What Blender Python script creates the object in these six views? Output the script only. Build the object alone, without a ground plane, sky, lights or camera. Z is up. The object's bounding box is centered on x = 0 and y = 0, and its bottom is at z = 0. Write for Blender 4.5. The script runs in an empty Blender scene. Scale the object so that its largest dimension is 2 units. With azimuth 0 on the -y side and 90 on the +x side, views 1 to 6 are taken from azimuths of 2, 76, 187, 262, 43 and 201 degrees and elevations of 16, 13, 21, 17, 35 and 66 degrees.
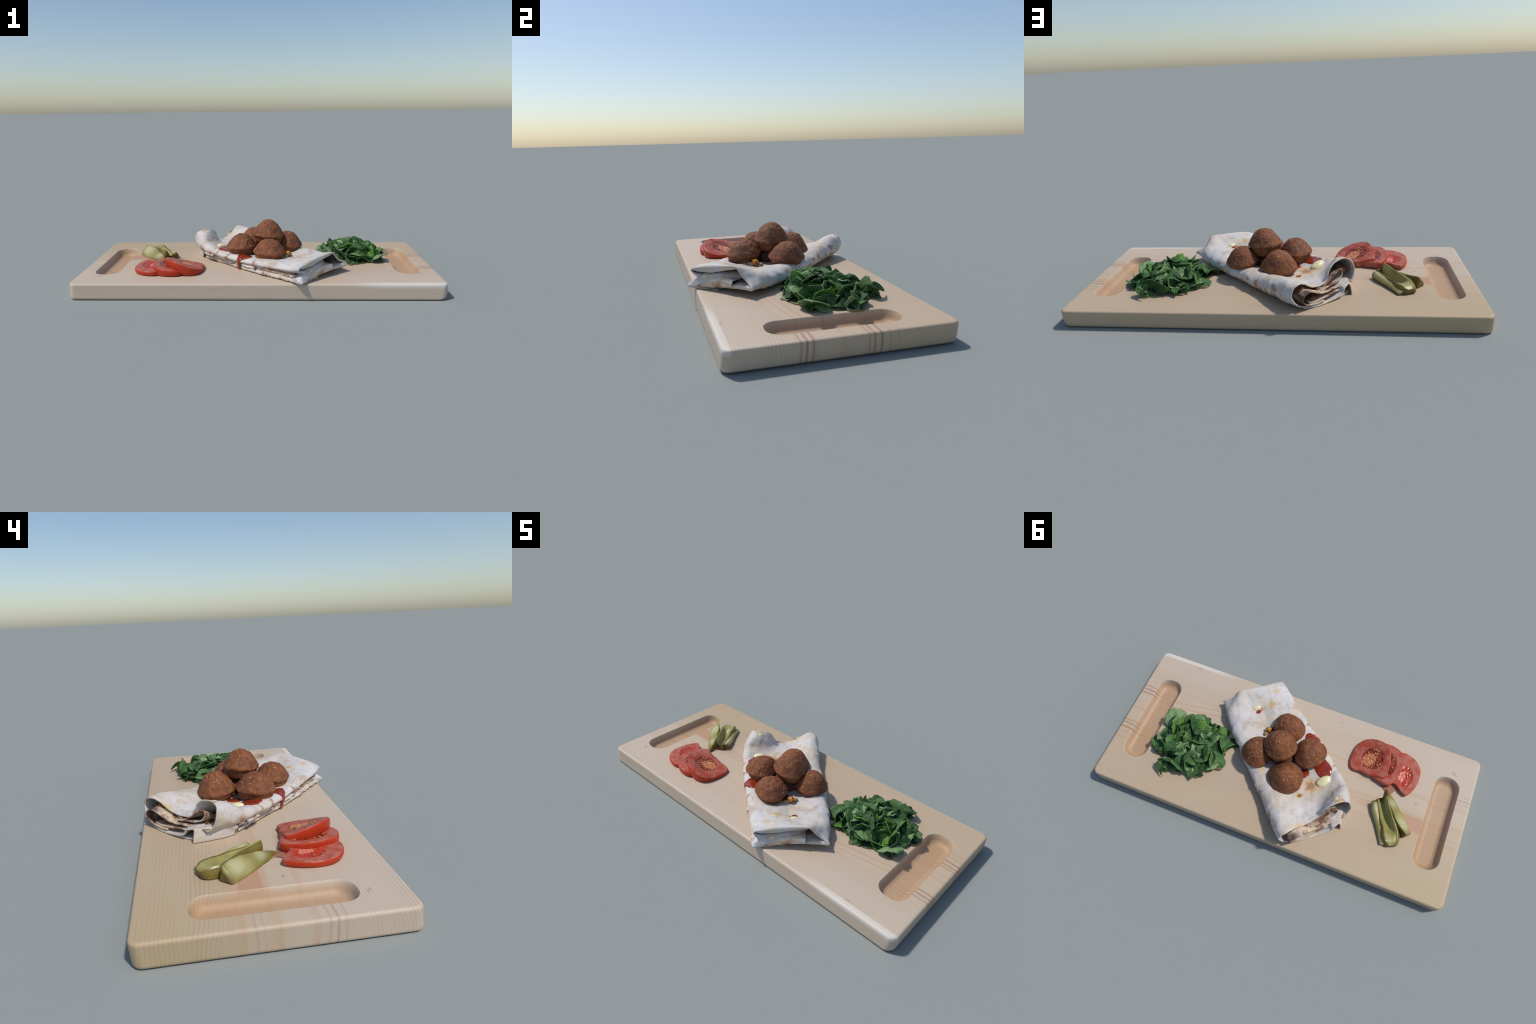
import bpy, bmesh, math, random
import numpy as np
from mathutils import Vector, Matrix, Euler, noise as mn

RNG = random.Random(11)
COL = bpy.context.scene.collection
TOP = 0.087                      # upper face of the board


# ------------------------------------------------------------------ helpers
def obj_from(name, verts, faces, mat=None, parent=None, smooth=True):
    me = bpy.data.meshes.new(name)
    me.from_pydata([tuple(map(float, v)) for v in verts], [], faces)
    me.validate()
    bm = bmesh.new()
    bm.from_mesh(me)
    bmesh.ops.recalc_face_normals(bm, faces=bm.faces)
    bm.to_mesh(me)
    bm.free()
    if smooth:
        me.polygons.foreach_set("use_smooth", [True] * len(me.polygons))
    o = bpy.data.objects.new(name, me)
    COL.objects.link(o)
    if mat:
        me.materials.append(mat)
    if parent:
        o.parent = parent
    return o


def thing(o, label, category):
    o["label"] = label
    o["category"] = category
    return o


def catmull(pts, m, closed=False):
    """Catmull-Rom through pts (K,D), m samples evenly in the control index."""
    p = np.asarray(pts, float)
    k = len(p)
    t = np.linspace(0, k if closed else k - 1, m, endpoint=not closed)
    i = np.floor(t).astype(int)
    if not closed:
        i = np.minimum(i, k - 2)
    f = (t - i)[:, None]
    if closed:
        a, b, c, d = (p[(i + j) % k] for j in (-1, 0, 1, 2))
    else:
        ext = np.vstack([2 * p[0] - p[1], p, 2 * p[-1] - p[-2]])
        a, b, c, d = (ext[i + j] for j in (0, 1, 2, 3))
    return 0.5 * (2 * b + (c - a) * f + (2 * a - 5 * b + 4 * c - d) * f ** 2 + (3 * b - a - 3 * c + d) * f ** 3)


def loft(stations, nu, nv):
    """stations (S,K,3) -> grid (nu,nv,3), smooth both ways."""
    g = np.array([catmull(s, nv) for s in stations])
    return np.array([catmull(g[:, j], nu) for j in range(nv)]).transpose(1, 0, 2)


def grid_normals(g):
    du = np.gradient(g, axis=0)
    dv = np.gradient(g, axis=1)
    n = np.cross(du, dv)
    return n / (np.linalg.norm(n, axis=2, keepdims=True) + 1e-12)


def nz(p, scale, seed=0.0):
    return mn.noise(Vector((p[0] * scale + seed, p[1] * scale - seed * 1.7, p[2] * scale + seed * 0.6)))


def sheet(name, g, th, mat, parent=None, wrinkle=0.0, wscale=14, seed=0.0, flip=False):
    """A thin but solid sheet: both faces and the rim all round."""
    g = g.copy()
    n = grid_normals(g)
    if wrinkle:
        w = np.array([[nz(g[i, j], wscale, seed) + 0.5 * nz(g[i, j], wscale * 2.3, seed + 5) for j in range(g.shape[1])] for i in range(g.shape[0])])
        g += n * (w * wrinkle)[..., None]
        n = grid_normals(g)
    nu, nv = g.shape[:2]
    a, b = g + n * th / 2, g - n * th / 2
    V = np.concatenate([a.reshape(-1, 3), b.reshape(-1, 3)])
    off = nu * nv
    F = []
    for i in range(nu - 1):
        for j in range(nv - 1):
            q = (i * nv + j, i * nv + j + 1, (i + 1) * nv + j + 1, (i + 1) * nv + j)
            F.append(q)
            F.append(tuple(off + x for x in reversed(q)))
    rim = [i * nv for i in range(nu)] + [(nu - 1) * nv + j for j in range(1, nv)] + [i * nv + nv - 1 for i in range(nu - 2, -1, -1)] + [j for j in range(nv - 2, 0, -1)]
    for k in range(len(rim)):
        r0, r1 = rim[k], rim[(k + 1) % len(rim)]
        F.append((r0, r1, off + r1, off + r0))
    return obj_from(name, V, F, mat, parent)


def tube(name, rings, mat, parent=None, cap=True):
    """Closed rings (R,M,3) joined into a body, ends capped."""
    r = np.asarray(rings)
    R, M = r.shape[:2]
    V = r.reshape(-1, 3).tolist()
    F = [(i * M + j, i * M + (j + 1) % M, (i + 1) * M + (j + 1) % M, (i + 1) * M + j) for i in range(R - 1) for j in range(M)]
    if cap == "flat":
        F += [tuple(range(M)), tuple((R - 1) * M + j for j in range(M))]
    elif cap:
        for i in (0, R - 1):
            V.append(r[i].mean(0).tolist())
            c = len(V) - 1
            F += [(i * M + j, i * M + (j + 1) % M, c) for j in range(M)]
    return obj_from(name, V, F, mat, parent)


def blob(name, centre, radii, mat, parent=None, lump=0.15, lscale=2.0, seed=0.0, seg=20, rot=0.0):
    V, F = [], []
    rows = seg // 2
    for i in range(rows + 1):
        a = math.pi * i / rows
        for j in range(seg):
            b = 2 * math.pi * j / seg
            d = Vector((math.sin(a) * math.cos(b), math.sin(a) * math.sin(b), math.cos(a)))
            k = 1 + lump * nz(d, lscale, seed)
            x, y, z = d.x * radii[0] * k, d.y * radii[1] * k, d.z * radii[2] * k
            V.append((centre[0] + x * math.cos(rot) - y * math.sin(rot), centre[1] + x * math.sin(rot) + y * math.cos(rot), centre[2] + z))
    for i in range(rows):
        for j in range(seg):
            F.append((i * seg + j, i * seg + (j + 1) % seg, (i + 1) * seg + (j + 1) % seg, (i + 1) * seg + j))
    o = obj_from(name, V, F, mat, parent)
    bm = bmesh.new()
    bm.from_mesh(o.data)
    bmesh.ops.remove_doubles(bm, verts=bm.verts, dist=1e-6)
    bmesh.ops.recalc_face_normals(bm, faces=bm.faces)
    bm.to_mesh(o.data)
    bm.free()
    return o


# ------------------------------------------------------------ node helpers
def srgb(r, g, b):
    return tuple(((c / 255) / 12.92 if c / 255 <= 0.04045 else ((c / 255 + 0.055) / 1.055) ** 2.4) for c in (r, g, b)) + (1.0,)


class Mat:
    def __init__(self, name, rough=0.6, **principled):
        self.m = bpy.data.materials.new(name)
        self.m.use_nodes = True
        self.t = self.m.node_tree
        self.t.nodes.clear()
        self.out = self.n("ShaderNodeOutputMaterial")
        self.p = self.n("ShaderNodeBsdfPrincipled")
        self.p.inputs["Roughness"].default_value = rough
        for k, v in principled.items():
            self.p.inputs[k.replace("_", " ")].default_value = v
        self.t.links.new(self.p.outputs[0], self.out.inputs[0])
        self.co = self.n("ShaderNodeTexCoord").outputs["Object"]

    def n(self, kind):
        return self.t.nodes.new(kind)

    def put(self, sock, v):
        if isinstance(v, bpy.types.NodeSocket):
            self.t.links.new(v, sock)
        else:
            sock.default_value = v

    def math(self, op, a, b=0.0, c=0.0, clamp=False):
        n = self.n("ShaderNodeMath")
        n.operation = op
        n.use_clamp = clamp
        for s, v in zip(n.inputs, (a, b, c)):
            self.put(s, v)
        return n.outputs[0]

    def mapping(self, scale=(1, 1, 1), loc=(0, 0, 0), rot=(0, 0, 0), vec=None):
        n = self.n("ShaderNodeMapping")
        self.put(n.inputs[0], vec or self.co)
        n.inputs["Location"].default_value = loc
        n.inputs["Rotation"].default_value = rot
        n.inputs["Scale"].default_value = scale
        return n.outputs[0]

    def noise(self, scale, detail=3.0, rough=0.55, vec=None, dist=0.0):
        n = self.n("ShaderNodeTexNoise")
        self.put(n.inputs["Vector"], vec or self.co)
        n.inputs["Scale"].default_value = scale
        n.inputs["Detail"].default_value = detail
        n.inputs["Roughness"].default_value = rough
        n.inputs["Distortion"].default_value = dist
        return n.outputs[0]

    def voronoi(self, scale, vec=None, feature="F1"):
        n = self.n("ShaderNodeTexVoronoi")
        n.feature = feature
        self.put(n.inputs["Vector"], vec or self.co)
        n.inputs["Scale"].default_value = scale
        return n.outputs["Distance"]

    def step(self, v, lo, hi):
        n = self.n("ShaderNodeMapRange")
        n.interpolation_type = "SMOOTHSTEP"
        self.put(n.inputs["Value"], v)
        n.inputs["From Min"].default_value = lo
        n.inputs["From Max"].default_value = hi
        return n.outputs["Result"]

    def mix(self, fac, a, b, mode="MIX"):
        n = self.n("ShaderNodeMix")
        n.data_type = "RGBA"
        n.blend_type = mode
        self.put(n.inputs["Factor"], fac)
        self.put(n.inputs["A"], a) if False else None
        cols = [s for s in n.inputs if s.type == "RGBA"]
        self.put(cols[0], a)
        self.put(cols[1], b)
        return [s for s in n.outputs if s.type == "RGBA"][0]

    def xyz(self, vec=None):
        n = self.n("ShaderNodeSeparateXYZ")
        self.put(n.inputs[0], vec or self.co)
        return n.outputs

    def warp(self, amount, scale, vec=None):
        """coordinates pushed about by a noise"""
        n = self.n("ShaderNodeTexNoise")
        self.put(n.inputs["Vector"], vec or self.co)
        n.inputs["Scale"].default_value = scale
        n.inputs["Detail"].default_value = 3
        s = self.n("ShaderNodeVectorMath")
        s.operation = "SUBTRACT"
        self.put(s.inputs[0], n.outputs["Color"])
        s.inputs[1].default_value = (0.5, 0.5, 0.5)
        k = self.n("ShaderNodeVectorMath")
        k.operation = "SCALE"
        self.put(k.inputs[0], s.outputs[0])
        k.inputs["Scale"].default_value = amount
        a = self.n("ShaderNodeVectorMath")
        self.put(a.inputs[0], vec or self.co)
        self.put(a.inputs[1], k.outputs[0])
        return a.outputs[0]

    def spots(self, vec, items):
        """soft round patches (x, y, z, radius), joined by maximum"""
        best = None
        for x, y, z, r in items:
            d = self.n("ShaderNodeVectorMath")
            d.operation = "DISTANCE"
            self.put(d.inputs[0], vec)
            d.inputs[1].default_value = (x, y, z)
            f = self.step(d.outputs["Value"], r, r * 0.25)
            best = f if best is None else self.math("MAXIMUM", best, f)
        return best

    def bump(self, height, strength=0.3, dist=0.002):
        n = self.n("ShaderNodeBump")
        n.inputs["Strength"].default_value = strength
        n.inputs["Distance"].default_value = dist
        self.put(n.inputs["Height"], height)
        self.t.links.new(n.outputs[0], self.p.inputs["Normal"])

    def color(self, c):
        self.put(self.p.inputs["Base Color"], c)
        return self

    def rough(self, r):
        self.put(self.p.inputs["Roughness"], r)
        return self


# ================================================================== BOARD
def board_material():
    M = Mat("pine_wood", 0.55)
    x, y, z = M.xyz()
    # growth rings of a slightly tilted trunk whose heart lies under the board
    wob = M.noise(1.0, 3, 0.5, M.mapping((1.1, 2.2, 2.2)))
    wob2 = M.noise(1.0, 2, 0.5, M.mapping((1.5, 9.0, 6.0), (3, 1, 2)))
    yy = M.math("ADD", M.math("SUBTRACT", y, 0.02), M.math("MULTIPLY", M.math("SUBTRACT", wob, 0.5), 0.10))
    zz = M.math("ADD", M.math("ADD", z, 0.10), M.math("MULTIPLY", M.math("ABSOLUTE", M.math("ADD", x, 0.15)), -0.12))
    rr = M.math("SQRT", M.math("ADD", M.math("MULTIPLY", yy, yy), M.math("MULTIPLY", zz, zz)))
    rr = M.math("ADD", rr, M.math("MULTIPLY", wob2, 0.006))
    ring = M.math("FRACT", M.math("MULTIPLY", rr, 78))
    line = M.math("MULTIPLY", M.step(ring, 0.35, 0.80), M.step(ring, 1.0, 0.86))
    ringb = M.step(M.noise(1.0, 3, 0.6, M.mapping((0.5, 7, 0.5), (1, 4, 0))), 0.36, 0.66)
    # wide reddish early-wood flames along the middle
    flame_v = M.noise(1.0, 2, 0.6, M.mapping((0.9, 15, 1), (7.3, 0.4, 0)))
    mid = M.math("MULTIPLY", M.step(y, -0.24, -0.10), M.step(y, 0.22, 0.10))
    flame = M.math("MULTIPLY", M.step(flame_v, 0.53, 0.62), mid)
    pale, pinkish, yellow = srgb(190, 168, 140), srgb(200, 182, 161), srgb(184, 161, 119)
    tone = M.noise(1.6, 2, 0.5)
    c = M.mix(M.step(M.math("ADD", y, M.math("MULTIPLY", M.math("SUBTRACT", tone, 0.5), 0.5)), -0.40, 0.42), pinkish, pale)
    # yellower tone towards one far corner
    corner = M.math("MULTIPLY", M.step(x, -0.1, -1.0), M.step(y, -0.05, 0.45))
    c = M.mix(M.math("MULTIPLY", corner, 0.55), c, yellow)
    sides = M.math("MULTIPLY", M.step(y, -0.424, -0.410), M.step(y, 0.452, 0.438))
    soft = M.math("MULTIPLY", M.math("ADD", 0.25, M.math("MULTIPLY", sides, 0.75)), M.math("SUBTRACT", 1.0, M.math("MULTIPLY", mid, 0.8)))
    lf = M.math("MULTIPLY", M.math("MULTIPLY", line, soft), M.math("ADD", 0.06, M.math("MULTIPLY", ringb, 0.26)))
    c = M.mix(lf, c, srgb(158, 128, 110))
    c = M.mix(M.math("MULTIPLY", flame, 0.34), c, srgb(188, 146, 108))
    # resin streak behind the pickles, cut off by the groove
    e1 = M.math("MULTIPLY", M.step(y, 0.032, 0.042), M.step(M.math("ADD", y, M.math("MULTIPLY", x, 0.15)), 0.015, 0.002))
    e1 = M.math("MULTIPLY", e1, M.math("MULTIPLY", M.step(x, -0.30, -0.62), M.step(x, -0.80, -0.775)))
    c = M.mix(M.math("MULTIPLY", e1, 0.72), c, srgb(184, 134, 102))
    # narrow dark rings that reach the short ends
    yw = M.math("ADD", y, M.math("MULTIPLY", M.math("SUBTRACT", M.noise(6, 3), 0.5), 0.022))

    def stripes(ys, w):
        best = None
        for v, k in ys:
            f = M.math("MULTIPLY", M.step(M.math("ABSOLUTE", M.math("SUBTRACT", yw, v)), w * (.7 + .5 * k), w * 0.25), k)
            best = f if best is None else M.math("MAXIMUM", best, f)
        return best
    right = M.math("MULTIPLY", stripes(((-0.157, .7), (-0.135, 1), (-0.112, .9), (0.093, .5), (0.113, .9), (0.140, 1), (0.172, .3), (0.205, .25)), 0.0065), M.step(x, 0.80, 0.92))
    left = M.math("MULTIPLY", stripes(((-0.172, .5), (-0.146, 1), (-0.123, .7), (-0.09, .4), (0.095, .6), (0.072, .3)), 0.006), M.step(x, -0.78, -0.90))
    c = M.mix(M.math("MULTIPLY", right, 0.62), c, srgb(150, 98, 78))
    c = M.mix(M.math("MULTIPLY", left, 0.34), c, srgb(150, 104, 82))
    # long streaks sweeping off the salad end
    sweep = M.math("ADD", y, M.math("MULTIPLY", M.math("SUBTRACT", x, 0.6), -0.16))
    sw = None
    for v, w in ((-0.108, 0.008), (-0.142, 0.007), (-0.03, 0.010)):
        f = M.step(M.math("ABSOLUTE", M.math("SUBTRACT", sweep, v)), w, w * 0.3)
        sw = f if sw is None else M.math("MAXIMUM", sw, f)
    sw = M.math("MULTIPLY", sw, M.math("MULTIPLY", M.step(x, 0.28, 0.5), M.step(x, 0.80, 0.77)))
    c = M.mix(M.math("MULTIPLY", sw, 0.5), c, srgb(196, 146, 116))
    # fine fibre
    fib = M.noise(1.0, 4, 0.7, M.mapping((6, 260, 60)))
    c = M.mix(M.math("MULTIPLY", M.step(fib, 0.5, 0.75), 0.10), c, srgb(150, 118, 98))
    # small knots and nicks
    kn = M.spots(M.mapping((0.45, 1, 1), vec=M.warp(0.01, 60)), [(-0.868 * 0.45, -0.292, TOP, 0.008), (-0.88 * 0.45, -0.283, TOP, 0.006), (-0.183 * 0.45, -0.36, TOP, 0.006), (-0.722 * 0.45, -0.041, TOP, 0.008), (0.743 * 0.45, -0.385, TOP, 0.008)])
    c = M.mix(M.math("MULTIPLY", kn, 0.45), c, srgb(150, 108, 80))
    # groove colour darkened and warmed: shade and bounced light baked into the wood
    cut = M.step(z, TOP - 0.004, TOP - 0.030)
    inx = M.math("MULTIPLY", M.step(M.math("ABSOLUTE", x), 0.765, 0.772), M.step(M.math("ABSOLUTE", x), 0.930, 0.925))
    iny = M.math("MULTIPLY", M.step(y, -0.275, -0.265), M.step(y, 0.305, 0.295))
    cut = M.math("MULTIPLY", cut, M.math("MULTIPLY", inx, iny))
    c = M.mix(M.math("MULTIPLY", cut, 0.62), c, srgb(176, 136, 98))
    # pale planed chamfer on the front edge at one end
    ch = M.math("MULTIPLY", M.step(y, -0.388, -0.398), M.math("MULTIPLY", M.step(x, 0.45, 0.70), M.step(z, 0.060, 0.072)))
    c = M.mix(M.math("MULTIPLY", ch, 0.6), c, srgb(226, 220, 210))
    M.color(c)
    M.bump(M.math("ADD", fib, M.math("MULTIPLY", line, 0.6)), 0.15, 0.001)
    return M.m


def capsule(cx, cy, hx, hy, r, n=14):
    """rounded rectangle / stadium outline, counter-clockwise"""
    pts = []
    for qx, qy, a0 in ((1, 1, 0), (-1, 1, 90), (-1, -1, 180), (1, -1, 270)):
        for k in range(n):
            a = math.radians(a0 + 90 * k / (n - 1))
            pts.append((cx + qx * (hx - r) + r * math.cos(a), cy + qy * (hy - r) + r * math.sin(a)))
    return pts


def build_board():
    rings = []
    for z, ins in ((0.0, 0.007), (0.003, 0.003), (0.008, 0.0005), (0.014, 0.0), (0.04, 0.0), (0.074, 0.0), (0.0795, 0.0010), (0.0835, 0.0035), (0.0860, 0.0075), (TOP, 0.014)):
        sh = 0.003 + 0.007 * z / TOP
        o = capsule(0, 0.0100 + sh, 1.0 - ins, 0.4420 - ins, max(0.036 - ins * 0.8, 0.01))
        tuck = 0.012 * max(0.0, 1 - z / 0.02)           # one short end is planed under along its foot
        rings.append([(x - (tuck if x > 0.9 else 0.0), y, z) for x, y in o])
    o = tube("wooden_serving_board", rings, None, cap="flat")
    cut = []
    for cx, cy, hx, hy in ((0.849, 0.023, 0.071, 0.268), (-0.852, 0.015, 0.069, 0.273)):
        rr = []
        for z, ins in ((TOP + 0.01, -0.001), (TOP + 0.0004, -0.003), (TOP - 0.0012, -0.0005), (TOP - 0.005, 0.002), (TOP - 0.012, 0.0045), (TOP - 0.026, 0.010), (TOP - 0.036, 0.017), (TOP - 0.043, 0.027), (TOP - 0.047, 0.040)):
            rr.append([(x, y, z) for x, y in capsule(cx, cy, hx - ins, hy - ins, max(0.062 - ins, 0.012))])
        cut.append(tube("groove_cutter", rr, None, cap="flat"))
    for k in cut:
        m = o.modifiers.new("groove", "BOOLEAN")
        m.operation, m.object, m.solver = "DIFFERENCE", k, "EXACT"
    dg = bpy.context.evaluated_depsgraph_get()
    me = bpy.data.meshes.new_from_object(o.evaluated_get(dg))
    o.modifiers.clear()
    o.data = me
    for k in cut:
        bpy.data.objects.remove(k)
    me.polygons.foreach_set("use_smooth", [True] * len(me.polygons))
    me.set_sharp_from_angle(angle=math.radians(35))
    wn = o.modifiers.new("even_shading", "WEIGHTED_NORMAL")
    wn.weight, wn.keep_sharp, wn.mode = 100, True, "FACE_AREA"
    me.materials.clear()
    me.materials.append(board_material())
    thing(o, "long pale pine board with rounded corners and two routed hand grooves", "serving board")
    return o


build_board()

# ================================================================ FLATBREAD
ORG = np.array([0.222, -0.43])
AX = np.array([-0.724, 0.690])
NX = np.array([0.690, 0.724])


def W3(s, t, z):
    q = ORG + s * AX + t * NX
    return (q[0], q[1], z)


def bread_material(name="flatbread", toast=0.0):
    M = Mat(name, 0.62, Subsurface_Weight=0.0)
    w = M.warp(0.075, 26)
    w2 = M.warp(0.05, 9)
    base = M.mix(M.step(M.noise(7, 3), 0.35, 0.65), srgb(208, 206, 206), srgb(204, 196, 184))
    base = M.mix(0.45 * toast, base, srgb(184, 146, 110))
    c = M.mix(M.math("MULTIPLY", M.step(M.noise(10, 3, vec=M.mapping((1, 1, 1), (4, 2, 1))), 0.50, 0.72), 0.55), base, srgb(214, 190, 150))
    c = M.mix(M.math("MULTIPLY", M.step(M.noise(16, 4, 0.6, vec=M.mapping((1, 1, 1), (9, 2, 5))), 0.53 - 0.07 * toast, 0.72), 0.42 + 0.4 * toast), c, srgb(176, 134, 96))
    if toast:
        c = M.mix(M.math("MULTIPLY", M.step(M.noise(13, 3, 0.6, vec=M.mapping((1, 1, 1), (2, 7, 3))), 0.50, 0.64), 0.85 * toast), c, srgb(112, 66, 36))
    # oil: yellow patches
    oil = M.spots(w, [(*W3(0.115, 0.112, 0.178), 0.030), (*W3(0.65, 0.12, 0.155), 0.075), (*W3(0.672, 0.193, 0.155), 0.026), (*W3(0.833, 0.282, 0.175), 0.030), (*W3(0.185, 0.202, 0.16), 0.016), (*W3(0.06, 0.06, 0.2), 0.03), (*W3(0.25, 0.30, 0.155), 0.02), (*W3(0.45, 0.33, 0.165), 0.03), (*W3(0.80, 0.05, 0.26), 0.04)])
    c = M.mix(M.math("MULTIPLY", oil, 0.65), c, srgb(208, 166, 88))
    # toasted blisters
    brown = M.spots(w, [(*W3(0.646, 0.125, 0.155), 0.034), (*W3(0.115, 0.188, 0.168), 0.022), (*W3(0.571, 0.386, 0.14), 0.030), (*W3(0.608, 0.385, 0.115), 0.03), (*W3(0.72, 0.393, 0.165), 0.024), (*W3(0.715, 0.388, 0.125), 0.035), (*W3(0.186, 0.362, 0.14), 0.022), (*W3(0.785, 0.055, 0.255), 0.022), (*W3(0.812, 0.02, 0.25), 0.016), (*W3(0.45, 0.386, 0.12), 0.03), (*W3(0.33, 0.38, 0.115), 0.03), (*W3(-0.025, 0.16, 0.12), 0.03), (*W3(-0.02, 0.06, 0.105), 0.02), (*W3(0.0, 0.345, 0.115), 0.02), (*W3(0.60, -0.045, 0.15), 0.02), (*W3(0.66, -0.045, 0.14), 0.018), (*W3(0.2, -0.02, 0.135), 0.035), (*W3(0.30, -0.03, 0.14), 0.03), (*W3(0.52, -0.045, 0.14), 0.028), (*W3(0.73, -0.045, 0.15), 0.03), (*W3(0.79, 0.39, 0.19), 0.018), (*W3(0.65, 0.385, 0.12), 0.03), (*W3(0.25, 0.378, 0.125), 0.025), (*W3(0.50, 0.388, 0.15), 0.018), (*W3(0.83, 0.13, 0.21), 0.02), (*W3(0.76, 0.09, 0.20), 0.022)])
    c = M.mix(M.math("MULTIPLY", brown, 0.75), c, srgb(152, 98, 64))
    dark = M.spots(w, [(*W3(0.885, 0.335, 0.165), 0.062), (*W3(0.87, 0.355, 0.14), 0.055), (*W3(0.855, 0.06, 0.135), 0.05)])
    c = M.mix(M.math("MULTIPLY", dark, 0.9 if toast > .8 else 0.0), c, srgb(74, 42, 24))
    M.color(c)
    M.bump(M.math("ADD", M.noise(60, 4), M.math("MULTIPLY", M.noise(1, 3, vec=M.mapping((25, 60, 60), rot=(0, 0, 0.76))), 0.8)), 0.35, 0.003)
    return M.m


BREAD = bread_material("flatbread", 0.18)
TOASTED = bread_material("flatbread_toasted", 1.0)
SCORCHED = bread_material("flatbread_scorched", 0.45)


def build_wrap():
    root = bpy.data.objects.new("flatbread_wrap", None)
    root.location = (0, 0, 0)
    COL.objects.link(root)
    thing(root, "folded white flatbread wrap with toasted spots and sauce", "flatbread")

    # one wide sheet: under the wrap, round one long side, over the top, curled down the other side
    def st(s, prof, soff=None):
        soff = soff or {}
        return [W3(s + soff.get(k, 0.0), t, z) for k, (t, z) in enumerate(prof)]
    S = []
    S.append(st(0.0, [(.03, .098), (.14, .106), (.25, .117), (.325, .122), (.349, .129), (.341, .141), (.306, .161), (.282, .187), (.257, .2115), (.22, .213), (.18, .210), (.14, .206), (.10, .201), (.06, .195), (.03, .188), (.006, .178), (-.006, .168), (.002, .158), (.03, .150), (.08, .150)],
                {2: -.015, 3: -.030, 4: -.041, 5: -.036, 6: -.020, 7: -.018, 8: -.017, 9: -.009, 10: -.003, 11: .001, 12: .003, 13: .003, 14: .003, 15: .003, 16: .002, 17: .004}))
    S.append(st(0.055, [(.03, .096), (.14, .099), (.25, .106), (.335, .110), (.364, .121), (.368, .141), (.354, .163), (.322, .181), (.282, .188), (.23, .183), (.18, .186), (.14, .191), (.10, .193), (.06, .192), (.03, .188), (.004, .178), (-.012, .164), (-.010, .151), (.02, .143), (.08, .143)]))
    S.append(st(0.14, [(.03, .096), (.14, .094), (.25, .096), (.34, .101), (.374, .117), (.377, .142), (.356, .165), (.318, .174), (.27, .167), (.22, .160), (.18, .163), (.14, .173), (.10, .177), (.06, .177), (.025, .174), (.0, .169), (-.017, .157), (-.018, .146), (.01, .136), (.08, .134)]))
    low = [(0.03, .096), (.14, .0925), (.25, .0925)]
    S.append(st(0.30, low + [(.345, .098), (.379, .117), (.384, .141), (.362, .161), (.326, .165), (.28, .156), (.23, .147), (.18, .145), (.14, .147), (.10, .150), (.06, .155), (.02, .160), (-.012, .159), (-.031, .149), (-.032, .138), (-.008, .127), (.07, .124)]))
    S.append(st(0.45, low + [(.345, .098), (.381, .116), (.389, .140), (.368, .161), (.334, .167), (.29, .158), (.24, .148), (.20, .145), (.15, .145), (.10, .148), (.06, .153), (.02, .158), (-.016, .158), (-.036, .148), (-.040, .137), (-.014, .125), (.07, .122)]))
    S.append(st(0.60, low + [(.345, .099), (.384, .117), (.392, .142), (.374, .168), (.340, .179), (.296, .168), (.25, .153), (.20, .147), (.15, .145), (.115, .146), (.08, .150), (.04, .160), (-.012, .167), (-.044, .156), (-.048, .141), (-.020, .125), (.07, .122)]))
    S.append(st(0.71, low + [(.345, .100), (.388, .120), (.397, .149), (.383, .182), (.348, .198), (.302, .181), (.252, .157), (.20, .149), (.16, .148), (.122, .150), (.082, .157), (.034, .174), (-.014, .190), (-.042, .174), (-.046, .147), (-.014, .126), (.07, .123)]))
    S.append(st(0.765, low + [(.345, .100), (.388, .121), (.400, .154), (.389, .191), (.356, .208), (.308, .190), (.254, .157), (.204, .147), (.155, .147), (.118, .158), (.080, .186), (.042, .218), (.0, .220), (-.033, .193), (-.036, .152), (-.004, .128), (.07, .125)]))
    S.append(st(0.81, low + [(.345, .100), (.388, .123), (.402, .159), (.392, .196), (.359, .211), (.313, .198), (.256, .164), (.206, .153), (.162, .156), (.135, .184), (.104, .220), (.048, .242), (.004, .231), (-.018, .196), (-.020, .155), (.010, .130), (.07, .127)]))
    S.append(st(0.85, [(.06, .096), (.16, .093), (.255, .093), (.33, .100), (.386, .124), (.403, .163), (.392, .201), (.359, .214), (.316, .200), (.256, .166), (.206, .156), (.164, .158), (.141, .186), (.115, .226), (.050, .247), (.004, .234), (-.006, .193), (.002, .157), (.024, .131), (.07, .129)],
                {0: .035, 1: .045, 2: .035, 3: .02, 4: .01, 7: .0, 8: -.008, 9: -.015, 10: -.020, 11: -.028, 12: -.034, 13: -.035, 14: -.030, 15: -.015, 16: .004, 17: .012, 18: .015, 19: .0}))
    # at the -y end the top turns under into a soft lip between the two corners
    first = S[0]
    for grow, (ds, dz) in ((1, (-.010, -.014)), (2, (.000, -.029)), (3, (.050, -.030))):
        row = []
        for k, (x, y, z) in enumerate(first):
            w = max(0.0, min(1.0, (k - 7.5) / 2.6, (15.4 - k) / 1.6))
            wob = 1 + .16 * math.sin(k * 1.7)
            q = np.array([x, y]) + AX * (ds * w + .0006 * grow)
            row.append((q[0], q[1], z + dz * w * wob - .0004 * grow))
        S.insert(0, row)
    S = np.array(S)
    # stations are uneven: resample on real distance
    sv = np.array([-.085, -.045, -.018, 0, .055, .14, .30, .45, .60, .71, .765, .81, .85])
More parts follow.
